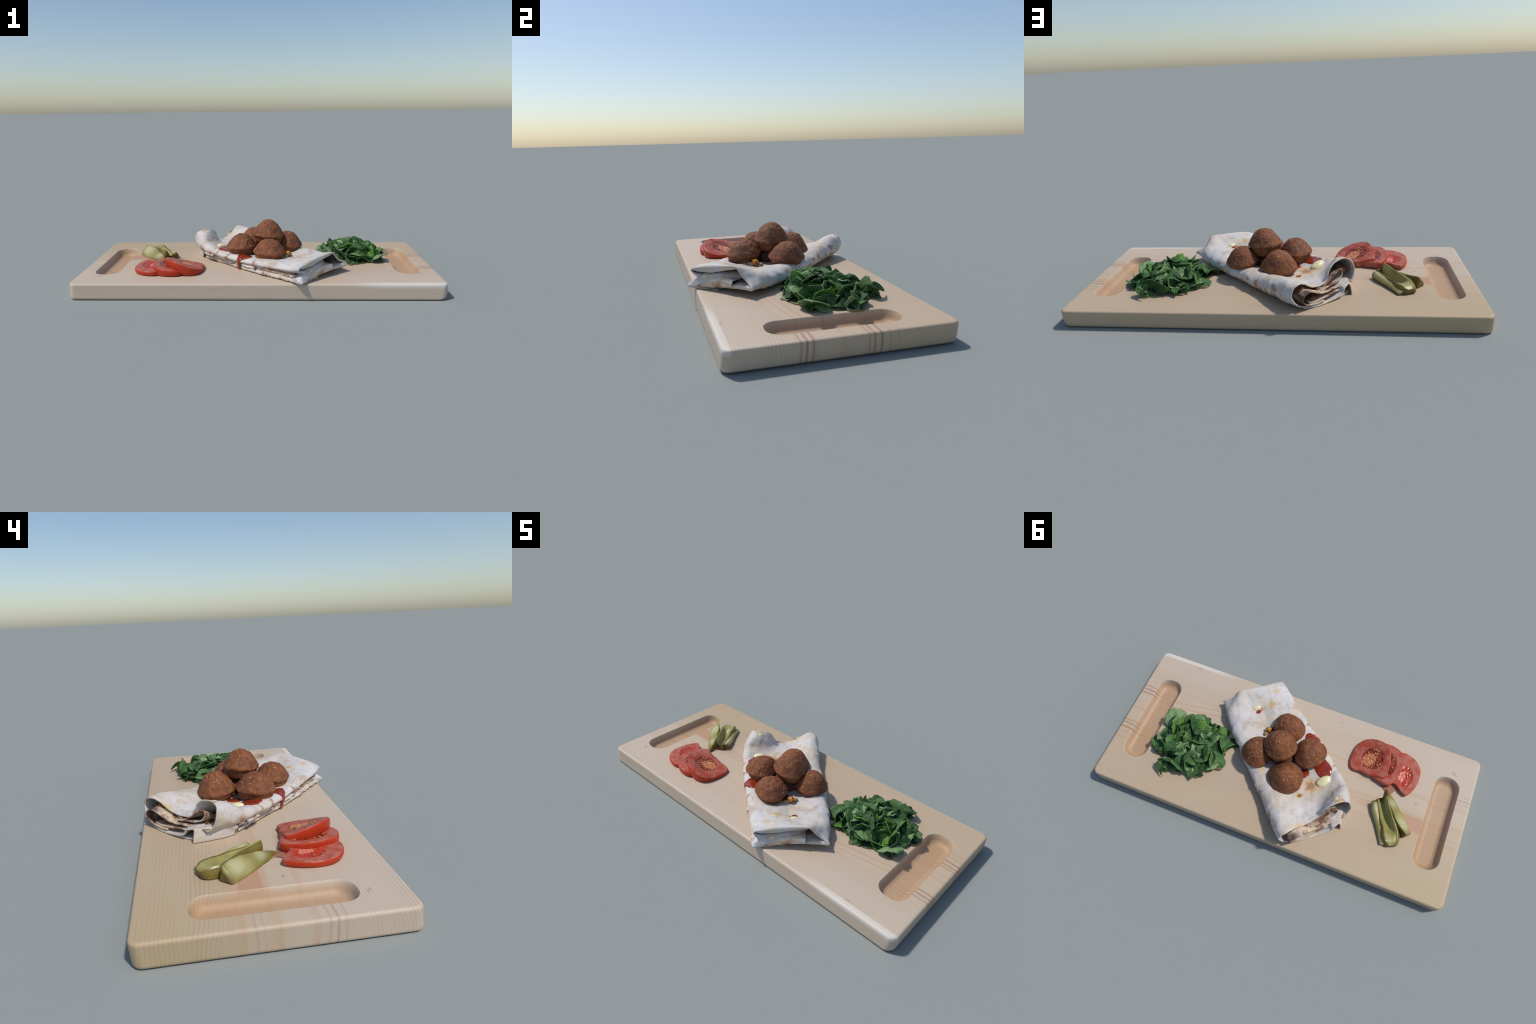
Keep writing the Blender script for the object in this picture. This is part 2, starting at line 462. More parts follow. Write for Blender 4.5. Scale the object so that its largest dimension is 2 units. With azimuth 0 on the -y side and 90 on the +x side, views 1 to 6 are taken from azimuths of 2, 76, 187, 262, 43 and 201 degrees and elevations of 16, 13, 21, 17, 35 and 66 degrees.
    g = np.array([catmull(s, 150) for s in S])
    NR = 176
    ts = np.linspace(-.085, 0.85, NR)
    from_idx = np.interp(ts, sv, np.arange(len(sv)))
    dense = np.array([catmull(g[:, j], 801) for j in range(150)]).transpose(1, 0, 2)
    W = dense[np.round(from_idx / (len(sv) - 1) * 800).astype(int)]
    # folds running across the edges, fine creases on top
    n = grid_normals(W)
    for i in range(W.shape[0]):
        s = ts[i]
        for j in range(W.shape[1]):
            k = j / 149 * 19
            p = W[i, j]
            edge = math.exp(-((k - 5.5) / 1.8) ** 2) + 0.9 * math.exp(-((k - 15.5) / 1.6) ** 2)
            pleat = .0016 * math.sin(s * 260 + .8 * k) * math.exp(-((k - 14.6) / 1.3) ** 2) * math.exp(-((s - .13) / .10) ** 2)
            r = pleat + mn.noise(Vector((s * 55, k * 0.35, 3.1))) * 0.0030 + mn.noise(Vector((s * 24, k * 0.5, 7.7))) * 0.004
            calm = 1.0 - .7 * min(1, max(0, 1 - s / .04)) * (1 if 7 < k < 16 else .6)
            W[i, j] = p + n[i, j] * calm * (edge * r + nz(p, 15, 2.0) * 0.0045 + nz(p, 38, 4.0) * 0.0024 * (1 if k > 3.5 else 0))
    n = grid_normals(W)
    W -= n * (0.001 if n[90, 70, 2] > 0 else -0.001)      # measured points lie on the outer face
    outer = sheet("outer_sheet", W, 0.006, BREAD, root)

    def on_wrap(s, k, h=0.0):
        """point on the outer sheet at distance s along it and control index k across it, h above it"""
        i, j = np.interp(s, ts, np.arange(NR)), k / 19 * 149
        i0, j0 = min(int(i), NR - 2), min(int(j), 148)
        a, b = i - i0, j - j0
        q = lambda G: (G[i0, j0] * (1 - a) * (1 - b) + G[i0 + 1, j0] * a * (1 - b) + G[i0, j0 + 1] * (1 - a) * b + G[i0 + 1, j0 + 1] * a * b)
        nn = q(NW)
        return q(W) + nn / np.linalg.norm(nn) * (h + 0.003) * SGN
    NW = grid_normals(W)
    SGN = 1.0 if NW[90, 70, 2] > 0 else -1.0

    # ---- +y end: the inner sheets that show in the open mouth
    def mouth(ends, s_in, shrink, off, name, mat, seed, th=0.0055, squash=0.82):
        """profile (t, z, s) at the mouth, carried back inside to s_in and flattened a little"""
        e = [W3(s, t, z) for t, z, s in ends]
        b = [W3(s_in + (s - 0.86) * .3, t * (1 - shrink) + .19 * shrink + off, .116 + (z - .116) * squash) for t, z, s in ends]
        mids = [[tuple(np.array(e[k]) * f + np.array(b[k]) * (1 - f)) for k in range(len(e))] for f in (0, .35, .65, .85, 1.0)]
        return sheet(name, loft(np.array(mids), 40, 110), th, mat, root, 0.003, 22, seed)
    # small loop under the top sheet
    mouth([(.235, .147, .830), (.20, .141, .832), (.168, .148, .835), (.135, .166, .838), (.110, .190, .839), (.088, .202, .838), (.070, .200, .838), (.068, .182, .842), (.082, .163, .848), (.108, .152, .852), (.150, .148, .855), (.19, .143, .857), (.22, .139, .855)], 0.755, 0.12, -.01, "inner_loop_sheet", TOASTED, 3.0, squash=.38)
    # long inner fold: comes off the outer curl, runs across, turns round on the far side, returns underneath and ends torn
    mouth([(.026, .131, .872), (.05, .136, .876), (.09, .136, .874), (.140, .136, .874), (.19, .134, .874), (.225, .137, .874), (.265, .150, .877), (.30, .166, .882), (.326, .173, .884), (.348, .167, .884), (.359, .150, .882), (.354, .130, .880), (.334, .114, .880), (.305, .106, .882), (.268, .103, .886), (.236, .106, .891)], 0.60, 0.05, 0.0, "inner_fold_sheet", TOASTED, 5.0)
    # thin flap lying in that fold
    mouth([(.318, .118, .872), (.29, .113, .876), (.25, .113, .880), (.205, .118, .884), (.165, .122, .884), (.13, .124, .884)], 0.66, 0.08, 0.0, "inner_turn_sheet", TOASTED, 8.0)
    # bottom sheet with the boxy bent corner
    mouth([(.345, .098, .868), (.318, .094, .878), (.26, .0935, .890), (.20, .095, .898), (.155, .102, .902), (.128, .115, .905), (.117, .132, .904), (.100, .140, .901), (.084, .141, .897), (.076, .139, .894)], 0.62, 0.05, 0.0, "bottom_sheet", BREAD, 9.0)
    # standing side panel of that corner
    P = []
    for f, s, t, zt, lean in ((0, .912, .073, .141, .0), (.35, .878, .048, .139, -.003), (.7, .838, .020, .137, -.006), (1, .80, -.004, .134, -.010), (1.4, .76, -.018, .124, -.012)):
        P.append([W3(s, t, .0895), W3(s - .002, t - .001, .105), W3(s - .008, t + lean * .4, zt - .014), W3(s - .014, t + .004 + lean, zt), W3(s - .018, t + .022, zt + .002), W3(s - .02, t + .05, zt - .004)])
    sheet("side_panel", loft(np.array(P), 40, 30), 0.0055, BREAD, root, 0.002, 25, 6.0)

    # ---- layered sheets showing along the -x side
    def layer(name, s0, s1, z0, z1, tfun, tuck, mat, seed, rag=0.006, out=0.0):
        R = []
        for i in range(9):
            s = s0 + (s1 - s0) * i / 8
            t = tfun(s) + out
            zm = (z0 + z1) / 2
            R.append([W3(s, t + tuck, z0 + .001), W3(s, t + .05, z0), W3(s, t + .018, z0), W3(s, t + .004, z0 + (z1 - z0) * .22), W3(s, t, zm), W3(s, t + .004, z1 - (z1 - z0) * .2), W3(s, t + .02, z1), W3(s, t + .06, z1), W3(s, t + tuck, z1 - .001)])
        g = loft(np.array(R), 60, 48)
        for j in range(g.shape[1]):       # torn ends
            for i in range(60):
                f = i / 59
                d = (mn.noise(Vector((j * .35, seed, 0))) * rag * 1.6)
                g[i, j, :2] += AX * d * (abs(f - .5) * 2) ** 3
                g[i, j, :2] += NX * rag * .55 * mn.noise(Vector((i * .22, seed + 3, j * .05)))
        sheet(name, g, 0.005, mat, root, 0.0025, 26, seed)
    tl = lambda s: float(np.interp(s, [-.03, .0, .12, .22, .26, .45, .62, .72, .80], [-.013, -.013, -.016, -.026, -.031, -.030, -.024, -.022, -.008]))
    layer("lower_layer", -0.012, 0.24, .0915, .110, tl, .16, SCORCHED, 1.0, 0.010)
    layer("lower_layer", 0.235, 0.735, .0895, .110, tl, .16, SCORCHED, 2.0, 0.010)
    layer("lower_layer", 0.04, 0.30, .111, .130, tl, .12, TOASTED, 3.0, 0.020, .014)
    layer("lower_layer", 0.30, 0.70, .108, .124, lambda s: tl(s) - .001, .12, SCORCHED, 4.0, 0.016)
    layer("lower_layer", 0.52, 0.74, .121, .134, lambda s: tl(s) - .010, .10, TOASTED, 6.0, 0.014)
    # torn scraps
    layer("torn_scrap", 0.045, 0.125, .128, .146, lambda s: .004, .06, TOASTED, 12.0, 0.014)
    layer("torn_scrap", 0.635, 0.70, .122, .137, lambda s: -.052, .05, BREAD, 14.0, 0.016)

    # ---- -y end: rolled lips and the projecting lower flap
    ztop = lambda t: float(np.interp(t, [0, .03, .06, .10, .14, .18, .22, .264], [.179, .188, .195, .201, .206, .210, .213, .2115]))
    L2 = []
    for t in np.linspace(.004, .262, 14):
        zt = ztop(t)
        c = min(1, max(.05, (t - .004) / .05)) ** .7
        r = max(0, (t - .13) / .13)
        e2 = .004 - .012 * min(1, max(0, (t - .03) / .08)) + .055 * r ** 1.5 + .004 * math.sin(t * 44 + 2)
        gap = 1 + .08 * math.sin(t * 27) + .35 * r
        zc = .160
        mixz = lambda z: zc + (z - zc) * c
        L2.append([W3(e2 + .08, t, mixz(zt - .038 * gap)), W3(e2 + .02, t, mixz(zt - .038 * gap)), W3(e2, t, mixz(zt - .043 * gap)), W3(e2 - .006, t, mixz(zt - .050 * gap)), W3(e2 - .001, t, mixz(zt - .058 * gap)), W3(e2 + .02, t, mixz(zt - .061 * gap)), W3(e2 + .08, t, mixz(zt - .060 * gap))])
    sheet("folded_lip", loft(np.array(L2), 60, 36), 0.006, SCORCHED, root, 0.0045, 20, 17.0)
    F = []
    for t, zl, sl, zm, sm, zt, sb in ((-.013, .1000, -.026, .102, -.024, .105, -.012), (.015, .0985, -.022, .107, -.018, .124, -.002), (.045, .099, -.018, .114, -.016, .140, .002), (.085, .102, -.014, .124, -.017, .146, -.002), (.12, .1055, -.013, .130, -.019, .148, -.008), (.165, .114, -.018, .138, -.022, .154, -.010), (.205, .122, -.026, .140, -.027, .154, -.014), (.240, .1290, -.033, .140, -.031, .149, -.024)):
        F.append([W3(.09, t + .012, .094), W3(.03, t, zl - .003), W3(sl + .012, t, zl - .0015), W3(sl, t, zl), W3(sm, t, zm), W3((sb + sm) / 2, t, zt - .004), W3(sb, t, zt), W3(.025, t + .004, zt - .001), W3(.09, t + .02, zt - .008)])
    sheet("front_flap", loft(np.array(F), 60, 48), 0.0055, BREAD, root, 0.0022, 22, 21.0)
    F = []
    for t, zl, zt, sl in ((.236, .122, .132, -.026), (.265, .1215, .135, -.030), (.30, .1215, .137, -.034), (.33, .124, .137, -.040), (.348, .128, .138, -.041)):
        F.append([W3(.08, t, .104), W3(.02, t, zl - .008), W3(sl + .012, t, zl - .002), W3(sl, t, zl + .002), W3(sl - .001, t, zt - .004), W3(sl + .014, t, zt), W3(.05, t, zt - .002), W3(.10, t - .01, zt - .006)])
    sheet("front_flap", loft(np.array(F), 40, 36), 0.0055, BREAD, root, 0.0018, 22, 25.0)

    # ---- dark brown filler inside, seen in the openings
    M = Mat("darkened_filler", 0.5)
    M.color(M.mix(M.noise(40, 3), srgb(58, 34, 22), srgb(112, 66, 34)))
    V = []
    for i in range(24):
        s = .022 + .69 * i / 23
        ring = []
        for j in range(28):
            a = 2 * math.pi * j / 28
            c_, s_ = math.cos(a), math.sin(a)
            sq = 1 / max(abs(c_), abs(s_)) ** .6
            end = min(1, math.sin(math.pi * (i + .6) / 24.2) * 5)
            t, z = .18 + .145 * c_ * sq * (0.7 + .3 * end), (.122 + .018 * max(0, 1 - s / .12)) + (.017 + .012 * max(0, 1 - s / .12)) * s_ * sq * end
            ring.append(W3(s, t, z + .002 * mn.noise(Vector((s * 40, a * 2, 0)))))
        V.append(ring)
    tube("filling", V, M.m, root)

    SC_ = Mat("dark_brown_inner", 0.7)  # dark brown plugs set in the hollows of the mouth
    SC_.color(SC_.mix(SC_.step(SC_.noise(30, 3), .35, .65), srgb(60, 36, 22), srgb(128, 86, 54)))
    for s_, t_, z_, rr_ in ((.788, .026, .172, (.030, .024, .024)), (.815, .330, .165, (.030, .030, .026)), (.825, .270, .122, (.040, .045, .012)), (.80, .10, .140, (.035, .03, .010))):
        blob("dark_inner_plug", W3(s_, t_, z_), rr_, SC_.m, root, .25, 2.0, s_ * 20, 22, 2.38)

    # ---- sauces on the sheet
    KET = Mat("ketchup", 0.16, Coat_Weight=0.4)
    KET.color(KET.mix(KET.noise(45, 2), srgb(118, 32, 18), srgb(156, 62, 28)))
    MAY = Mat("mayonnaise", 0.22, Coat_Weight=0.3)
    MAY.color(srgb(236, 228, 178))

    def dollop(name, s0, k0, rs, rk, h, mat, seed, shape=None):
        """a rounded pool of sauce that follows the bread: rs along it, rk across it in control steps"""
        N, R = 40, 9
        V, F = [], []
        for i in range(R + 1):
            r = i / R
            for j in range(N):
                a = 2 * math.pi * j / N
                e = 1 + .22 * mn.noise(Vector((math.cos(a) * 1.5, math.sin(a) * 1.5, seed)))
                ds, dk = rs * r * e * math.cos(a), rk * r * e * math.sin(a)
                if shape:
                    ds, dk = shape(ds, dk)
                hh = h * math.sqrt(max(0, 1 - r ** 2.5)) - (.002 if r == 1 else 0)
                V.append(on_wrap(s0 + ds, k0 + dk, hh))
        for i in range(R):
            for j in range(N):
                F.append((i * N + j, i * N + (j + 1) % N, (i + 1) * N + (j + 1) % N, (i + 1) * N + j))
        return obj_from(name, V, F, mat, root)
    dollop("ketchup", 0.405, 14.8, .046, 1.35, .005, KET.m, 1, lambda a, b: (a * (1.0 - .25 * (b / 1.25)), b))
    # the drip running down the side onto the board
    D = []
    for z, t, w, th in ((.158, -.030, .022, .008), (.148, -.043, .019, .006), (.134, -.046, .014, .006), (.118, -.042, .010, .007), (.102, -.038, .009, .006), (.093, -.036, .011, .006), (.089, -.035, .013, .006)):
        D.append([W3(.415 + w * math.cos(a) + (.160 - z) * .12, t + th * .5 + th * math.sin(a), z) for a in np.linspace(0, 2 * math.pi, 16, endpoint=False)])
    tube("ketchup", D, KET.m, root)
    dollop("ketchup", 0.580, 14.3, .062, 1.05, .005, KET.m, 4)
    dollop("ketchup", 0.565, 11.6, .030, .9, .005, KET.m, 6)
    dollop("mayonnaise", 0.650, 13.65, .027, 0.9, .016, MAY.m, 8)
    dollop("mayonnaise", 0.105, 9.55, .011, 0.5, .007, MAY.m, 9)
    dollop("ketchup", 0.126, 9.5, .010, 0.4, .0012, KET.m, 10)
    dollop("mayonnaise", 0.790, 13.9, .010, .22, .002, MAY.m, 12)

    # ---- scraps of cooked vegetable that have slid out from below the falafel
    VEG = Mat("cooked_vegetable", 0.3)
    VEG.color(VEG.mix(VEG.step(VEG.noise(70, 3), .4, .62), srgb(206, 140, 40), srgb(120, 66, 18)))
    VEG2 = Mat("fried_onion", 0.35)
    VEG2.color(VEG2.mix(VEG2.noise(60, 2), srgb(196, 170, 120), srgb(120, 88, 40)))
    for s, t, z, r, m, ro in ((.253, .192, .166, (.021, .015, .016), VEG.m, .3), (.245, .165, .158, (.022, .011, .010), VEG2.m, .9), (.240, .135, .157, (.014, .012, .009), VEG2.m, 0), (.262, .218, .158, (.012, .010, .008), VEG2.m, 1.2), (.42, .17, .150, (.06, .04, .012), M.m, .4), (.47, .16, .153, (.02, .012, .012), VEG.m, 1.), (.60, .205, .155, (.022, .010, .006), M.m, .2), (.675, .20, .1545, (.013, .008, .0035), VEG.m, .7), (.30, .15, .152, (.05, .03, .008), M.m, .0)):
        blob("vegetable_scrap", W3(s, t, z), r, m, root, .35, 2.0, s * 30, 18, ro)
    return root


build_wrap()


# ================================================================== FALAFEL
def falafel_material():
    M = Mat("fried_falafel_crust", 0.72)
    n1 = M.noise(42, 6, 0.7)
    n2 = M.noise(110, 3, 0.6)
    c = M.mix(M.step(n1, 0.32, 0.68), srgb(100, 56, 32), srgb(146, 86, 46))
    c = M.mix(M.math("MULTIPLY", M.step(n2, 0.55, 0.72), 0.40), c, srgb(66, 38, 28))
    c = M.mix(M.math("MULTIPLY", M.step(M.noise(150, 2), 0.62, 0.74), 0.6), c, srgb(186, 124, 72))
    c = M.mix(M.math("MULTIPLY", M.step(M.noise(17, 3), 0.50, 0.66), 0.45), c, srgb(84, 46, 32))
    M.color(c)
    M.bump(M.math("ADD", n2, n1), 0.7, 0.005)
    return M.m


FAL = falafel_material()
CUT = Mat("falafel_pale_base", 0.4)
CUT.color(CUT.mix(CUT.noise(30, 2), srgb(150, 112, 98), srgb(118, 76, 58)))
SES = Mat("sesame_seed", 0.5)
SES.color(SES.mix(SES.noise(90, 1), srgb(206, 164, 106), srgb(182, 128, 72)))


def build_falafel(cx, cy, zr, za, zb, r, tilt, seed, seeds=22):
    """lens of fried dough: domed top, rim, narrower straight base.  zr rim, za apex, zb base heights"""
    hd, hb = za - zr, zr - zb
    prof = [(0, hd), (.16, hd * .985), (.32, hd * .93), (.48, hd * .82), (.64, hd * .63), (.78, hd * .41), (.90, hd * .185), (.975, hd * .05), (1.005, -.002), (.99, -.009), (.935, -.013), (.90, -.020), (.89, -hb * .55), (.84, -hb * .80), (.72, -hb * .95), (.5, -hb), (.25, -hb), (0, -hb)]
    pr = catmull(prof, 64)
    N = 72
    V, F = [], []
    R = Euler((tilt[0], tilt[1], 0)).to_matrix()
    for i, (q, z) in enumerate(pr):
        for j in range(N):
            a = 2 * math.pi * j / N
            d = Vector((q * math.cos(a), q * math.sin(a), z / r))
            oval = 1 + .035 * math.cos(2 * a + seed) + .022 * math.cos(3 * a + seed * 2)
            wav = 1 + .05 * nz(d, 1.6, seed) * min(1, q * 2) + .014 * nz(d, 6, seed)
            p = Vector((d.x * r * oval * wav, d.y * r * oval * wav, z * (1 + .05 * nz(d, 1.2, seed + 9)) + .0032 * nz(d, 4, seed + 3) * (1 if z > -.01 else .5) + .0026 * nz(d, 14, seed + 2) + .0014 * nz(d, 30, seed + 6)))
            p = R @ p
            V.append((p.x, p.y, p.z))
    for i in range(len(pr) - 1):
        for j in range(N):
            F.append((i * N + j, i * N + (j + 1) % N, (i + 1) * N + (j + 1) % N, (i + 1) * N + j))
    o = obj_from("falafel", V, F, FAL)
    bm = bmesh.new()
    bm.from_mesh(o.data)
    bmesh.ops.remove_doubles(bm, verts=bm.verts, dist=1e-6)
    bm.to_mesh(o.data)
    bm.free()
    o.location = (cx, cy, zr)
    o.rotation_euler = (0, 0, 0)
    thing(o, "brown fried falafel ball with sesame seeds and crumbly crust", "falafel")
    # sesame seeds lying on the crust
    rg = random.Random(int(seed * 100))
    SV, SF = [], []
    for _ in range(seeds):
        a, q = rg.uniform(0, 6.283), math.sqrt(rg.uniform(.02, .95))
        if rg.random() < .12:
            q = 1.0
        i = int(np.argmin(np.abs(pr[:40, 0] - q)))
        j = int(a / 6.2832 * N) % N
        P = Vector(V[i * N + j])
        Q = Vector(V[min(i + 1, 62) * N + j]) - Vector(V[max(i - 1, 0) * N + j])
        T = Vector(V[i * N + (j + 1) % N]) - Vector(V[i * N + (j - 1) % N])
        nrm = T.cross(Q).normalized() if T.length > 1e-6 else Vector((0, 0, 1))
        if nrm.dot(P + Vector((0, 0, .05))) < 0:
            nrm = -nrm
        t1 = Q.normalized()
        t2 = nrm.cross(t1)
        b = rg.uniform(0, 6.283)
        u, v = t1 * math.cos(b) + t2 * math.sin(b), t2 * math.cos(b) - t1 * math.sin(b)
        k = rg.uniform(.75, 1.15)
        base = len(SV)
        for ii in range(5):
            th = math.pi * ii / 4
            for jj in range(8):
                ph = 2 * math.pi * jj / 8
                w = math.sin(th) * (1 - .25 * math.cos(th))
                SV.append(P + u * (.0042 * k * math.cos(th)) + v * (.0024 * k * w * math.cos(ph)) + nrm * (.0013 * w * math.sin(ph) + .0003))
        for ii in range(4):
            for jj in range(8):
                SF.append((base + ii * 8 + jj, base + ii * 8 + (jj + 1) % 8, base + ii * 8 + 8 + (jj + 1) % 8, base + ii * 8 + 8 + jj))
    s = obj_from("sesame_seed", SV, SF, SES.m, o)
    s["kind"] = "stuff"
    return o


build_falafel(.0665, -.155, .197, .2625, .147, .0885, (0.04, 0.0), 1.3)
build_falafel(.1750, .0420, .189, .2590, .147, .0890, (-.05, .10), 2.7)
build_falafel(-.0950, -.0515, .203, .2680, .148, .0890, (.02, -.03), 4.1)
build_falafel(-.0255, .1250, .188, .2680, .146, .0905, (-.10, -.06), 5.9)
build_falafel(.0615, -.0060, .263, .3405, .205, .0885, (.06, .05), 7.2, 26)


JUN = Mat("dark_crease_mound", 0.7)
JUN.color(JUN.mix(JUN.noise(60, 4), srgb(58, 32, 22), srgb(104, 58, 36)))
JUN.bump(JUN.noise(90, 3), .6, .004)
heap = blob("dark_crease_mound", (.045, -.012, .166), (.078, .076, .046), JUN.m, None, .16, 3.0, 3.3, 40, .3)
thing(heap, "dark brown mound packed between the falafel balls", "crumbs")


# ================================================================== TOMATO
SKIN = Mat("tomato_skin", 0.35, Specular_IOR_Level=0.35)
SKIN.color(SKIN.mix(SKIN.noise(9, 3), srgb(166, 38, 16), srgb(194, 66, 26)))
FLESH = Mat("tomato_flesh", 0.45, Specular_IOR_Level=0.3)
FLESH.color(FLESH.mix(FLESH.step(FLESH.noise(26, 3), .35, .65), srgb(180, 108, 90), srgb(172, 72, 52)))
JELLY = Mat("tomato_jelly", 0.2, Coat_Weight=0.3)
JELLY.color(JELLY.mix(JELLY.step(JELLY.noise(38, 3), .40, .62), srgb(112, 34, 18), srgb(156, 66, 30)))
CORE = Mat("tomato_core", 0.35)
CORE.color(CORE.mix(CORE.step(CORE.noise(75, 3), .38, .62), srgb(208, 144, 96), srgb(186, 92, 56)))
PALECORE = Mat("tomato_pale_core", 0.35)
PALECORE.color(PALECORE.mix(PALECORE.noise(40, 3), srgb(222, 150, 134), srgb(196, 84, 62)))
REDCAV = Mat("tomato_red_cavity", 0.25)
REDCAV.color(REDCAV.mix(REDCAV.noise(40, 3), srgb(168, 44, 26), srgb(190, 70, 44)))
TSEED = Mat("tomato_seed", 0.35)
TSEED.color(TSEED.mix(TSEED.noise(80, 1), srgb(196, 128, 72), srgb(170, 90, 48)))


def tomato_slice(outline, ztop, thick, cav, cav_mat, core, core_mat, seeds, seed, cut_from=None, lean=(0, 0)):
    """outline: control points of the upper face; ztop(x,y): its height; cav/core: (cx, cy, rx, ry, rot)"""
    N = 144
    o = catmull(outline, N, True)
    c = o.mean(0)
    rg = random.Random(seed)

    def inside(e, x, y):
        cx, cy, rx, ry, ro = e
        dx, dy = x - cx, y - cy
        u, v = dx * math.cos(ro) + dy * math.sin(ro), -dx * math.sin(ro) + dy * math.cos(ro)
        return math.sqrt((u / rx) ** 2 + (v / ry) ** 2)

    def height(x, y):
        z = ztop(x, y)
        k = inside(cav, x, y)
        if k < 1.15:
            z -= .0045 * min(1, max(0, (1.15 - k) / .3))
            z += .0025 * nz((x, y, 0), 110, seed)
        return z + .0016 * nz((x, y, 0), 30, seed)
    body = bpy.data.objects.new("tomato_slice", None)
    COL.objects.link(body)
    thing(body, "thick cut slice of ripe red tomato with seeds", "tomato slice")
    # flesh face: rings from rim to middle
    V, F, R = [], [], 44
    for i in range(R + 1):
        k = 1 - i / R
        k = k if i < R else 0.001
        for p in o:
            x, y = c + (p - c) * k * (.992 if i == 0 else 1)
            V.append((x, y, height(x, y) - (.0022 if i == 0 else 0)))
    for i in range(R):
        for j in range(N):
            F.append((i * N + j, i * N + (j + 1) % N, (i + 1) * N + (j + 1) % N, (i + 1) * N + j))
    fl = obj_from("cut_flesh", V, F, FLESH.m, body)
    fl.data.materials.append(cav_mat)
    fl.data.materials.append(core_mat)
    for p in fl.data.polygons:
        x, y, _ = p.center
        wob = .22 * mn.noise(Vector((x * 60, y * 60, seed))) + .12 * mn.noise(Vector((x * 150, y * 150, seed)))
        if inside(cav, x, y) + wob * .5 < .98:
            p.material_index = 1
        if inside(core, x, y) + wob < .95:
            p.material_index = 2
    # skin band and underside
    bands = ((0, -.0022, .992), (.04, -.001, 1.006), (.2, 0, 1.02), (.5, 0, 1.028), (.8, 0, 1.012), (.95, 0, .985), (1.0, 0, .95), (1.0, 0, .5), (1.0, 0, .01))
    V, F = [], []
    for f, dz, k in bands:
        for p in o:
            q = c + (p - c) * k
            zt = ztop(*(c + (p - c)))
            zb = max(zt - thick, TOP + .0015)
            if zt - zb < .016:
                zb = TOP + .0015
            z = zt + (zb - zt) * f + dz
            q = q + np.array(lean) * f
            V.append((q[0], q[1], z + (.0012 * nz((q[0], q[1], z), 60, seed) if 0 < f < 1 else 0)))
    for i in range(len(bands) - 1):
        for j in range(N):
            F.append((i * N + j, i * N + (j + 1) % N, (i + 1) * N + (j + 1) % N, (i + 1) * N + j))
    sk = obj_from("skin", V, F, SKIN.m, body)
    if cut_from is not None:                  # the knife cut along the straight side shows flesh, not skin
        sk.data.materials.append(FLESH.m)
        ax, ay, bx, by = cut_from
        for p in sk.data.polygons:
            x, y, _ = p.center
            u = ((x - ax) * (bx - ax) + (y - ay) * (by - ay)) / ((bx - ax) ** 2 + (by - ay) ** 2)
            d = math.hypot(x - ax - u * (bx - ax), y - ay - u * (by - ay))
            if 0.02 < u < 0.95 and d < .016:
                p.material_index = 1
    # seeds in the jelly
    SV, SF = [], []
    for n in range(seeds):
        for _ in range(60):
            a, q = rg.uniform(0, 6.283), rg.uniform(.5, .92)
            cx, cy, rx, ry, ro = cav
            u, v = rx * q * math.cos(a), ry * q * math.sin(a)
            x, y = cx + u * math.cos(ro) - v * math.sin(ro), cy + u * math.sin(ro) + v * math.cos(ro)
            if inside(core, x, y) > 1.0:
                break
        z = height(x, y) + .0012
        b = a + ro + rg.uniform(-.6, .6)
        k = rg.uniform(.7, 1.2)
        base = len(SV)
        for ii in range(5):
            th = math.pi * ii / 4
            for jj in range(8):
                ph = 2 * math.pi * jj / 8
                w = math.sin(th) * (1 - .3 * math.cos(th))
                du, dv = .0080 * k * math.cos(th), .0046 * k * w * math.cos(ph)
                SV.append((x + du * math.cos(b) - dv * math.sin(b), y + du * math.sin(b) + dv * math.cos(b), z + .002 * w * math.sin(ph)))
        for ii in range(4):
            for jj in range(8):
                SF.append((base + ii * 8 + jj, base + ii * 8 + (jj + 1) % 8, base + ii * 8 + 8 + (jj + 1) % 8, base + ii * 8 + 8 + jj))
    s = obj_from("tomato_seed", SV, SF, TSEED.m, body)
    s["kind"] = "stuff"
    return body


def z1(x, y):
    u, v = (-.345 - x) / .16, (-.097 - y) / .175
    u, v = min(max(u, -.3), 1.15), min(max(v, -.1), 1.1)
    return .108 + .029 * u + .018 * v + .030 * u * v


def z2(x, y):
    u = min(max((-.40 - x) / .17, -.2), 1.1)
    return .113 + .016 * u + .010 * min(1, max(0, (-.07 - y) / .2)) * u


tomato_slice([(-.318, -.112), (-.345, -.096), (-.385, -.098), (-.43, -.091), (-.475, -.095), (-.511, -.098), (-.520, -.140), (-.513, -.200), (-.487, -.256), (-.445, -.288), (-.390, -.297), (-.337, -.278), (-.312, -.225), (-.306, -.160)], z1, .056,
             (-.418, -.183, .062, .064, .3), JELLY.m, (-.404, -.175, .043, .037, .9), CORE.m, 15, 3, (-.335, -.096, -.515, -.094))
tomato_slice([(-.42, -.16), (-.455, -.095), (-.50, -.078), (-.546, -.071), (-.574, -.115), (-.588, -.180), (-.578, -.250), (-.545, -.290), (-.49, -.308), (-.435, -.300), (-.405, -.25)], z2, .052,
             (-.508, -.185, .045, .068, .1), JELLY.m, (-.47, -.18, .02, .03, 0), CORE.m, 11, 5, (-.45, -.09, -.55, -.07))
tomato_slice([(-.53, -.15), (-.556, -.098), (-.578, -.098), (-.602, -.082), (-.628, -.064), (-.655, -.058), (-.684, -.110), (-.694, -.170), (-.686, -.228), (-.652, -.270), (-.60, -.293), (-.55, -.285), (-.52, -.22)], lambda x, y: .1145 + .05 * (x + .62) * .3, .03,
             (-.617, -.160, .040, .062, .15), REDCAV.m, (-.600, -.152, .022, .030, .2), PALECORE.m, 5, 7, (-.56, -.095, -.665, -.055))

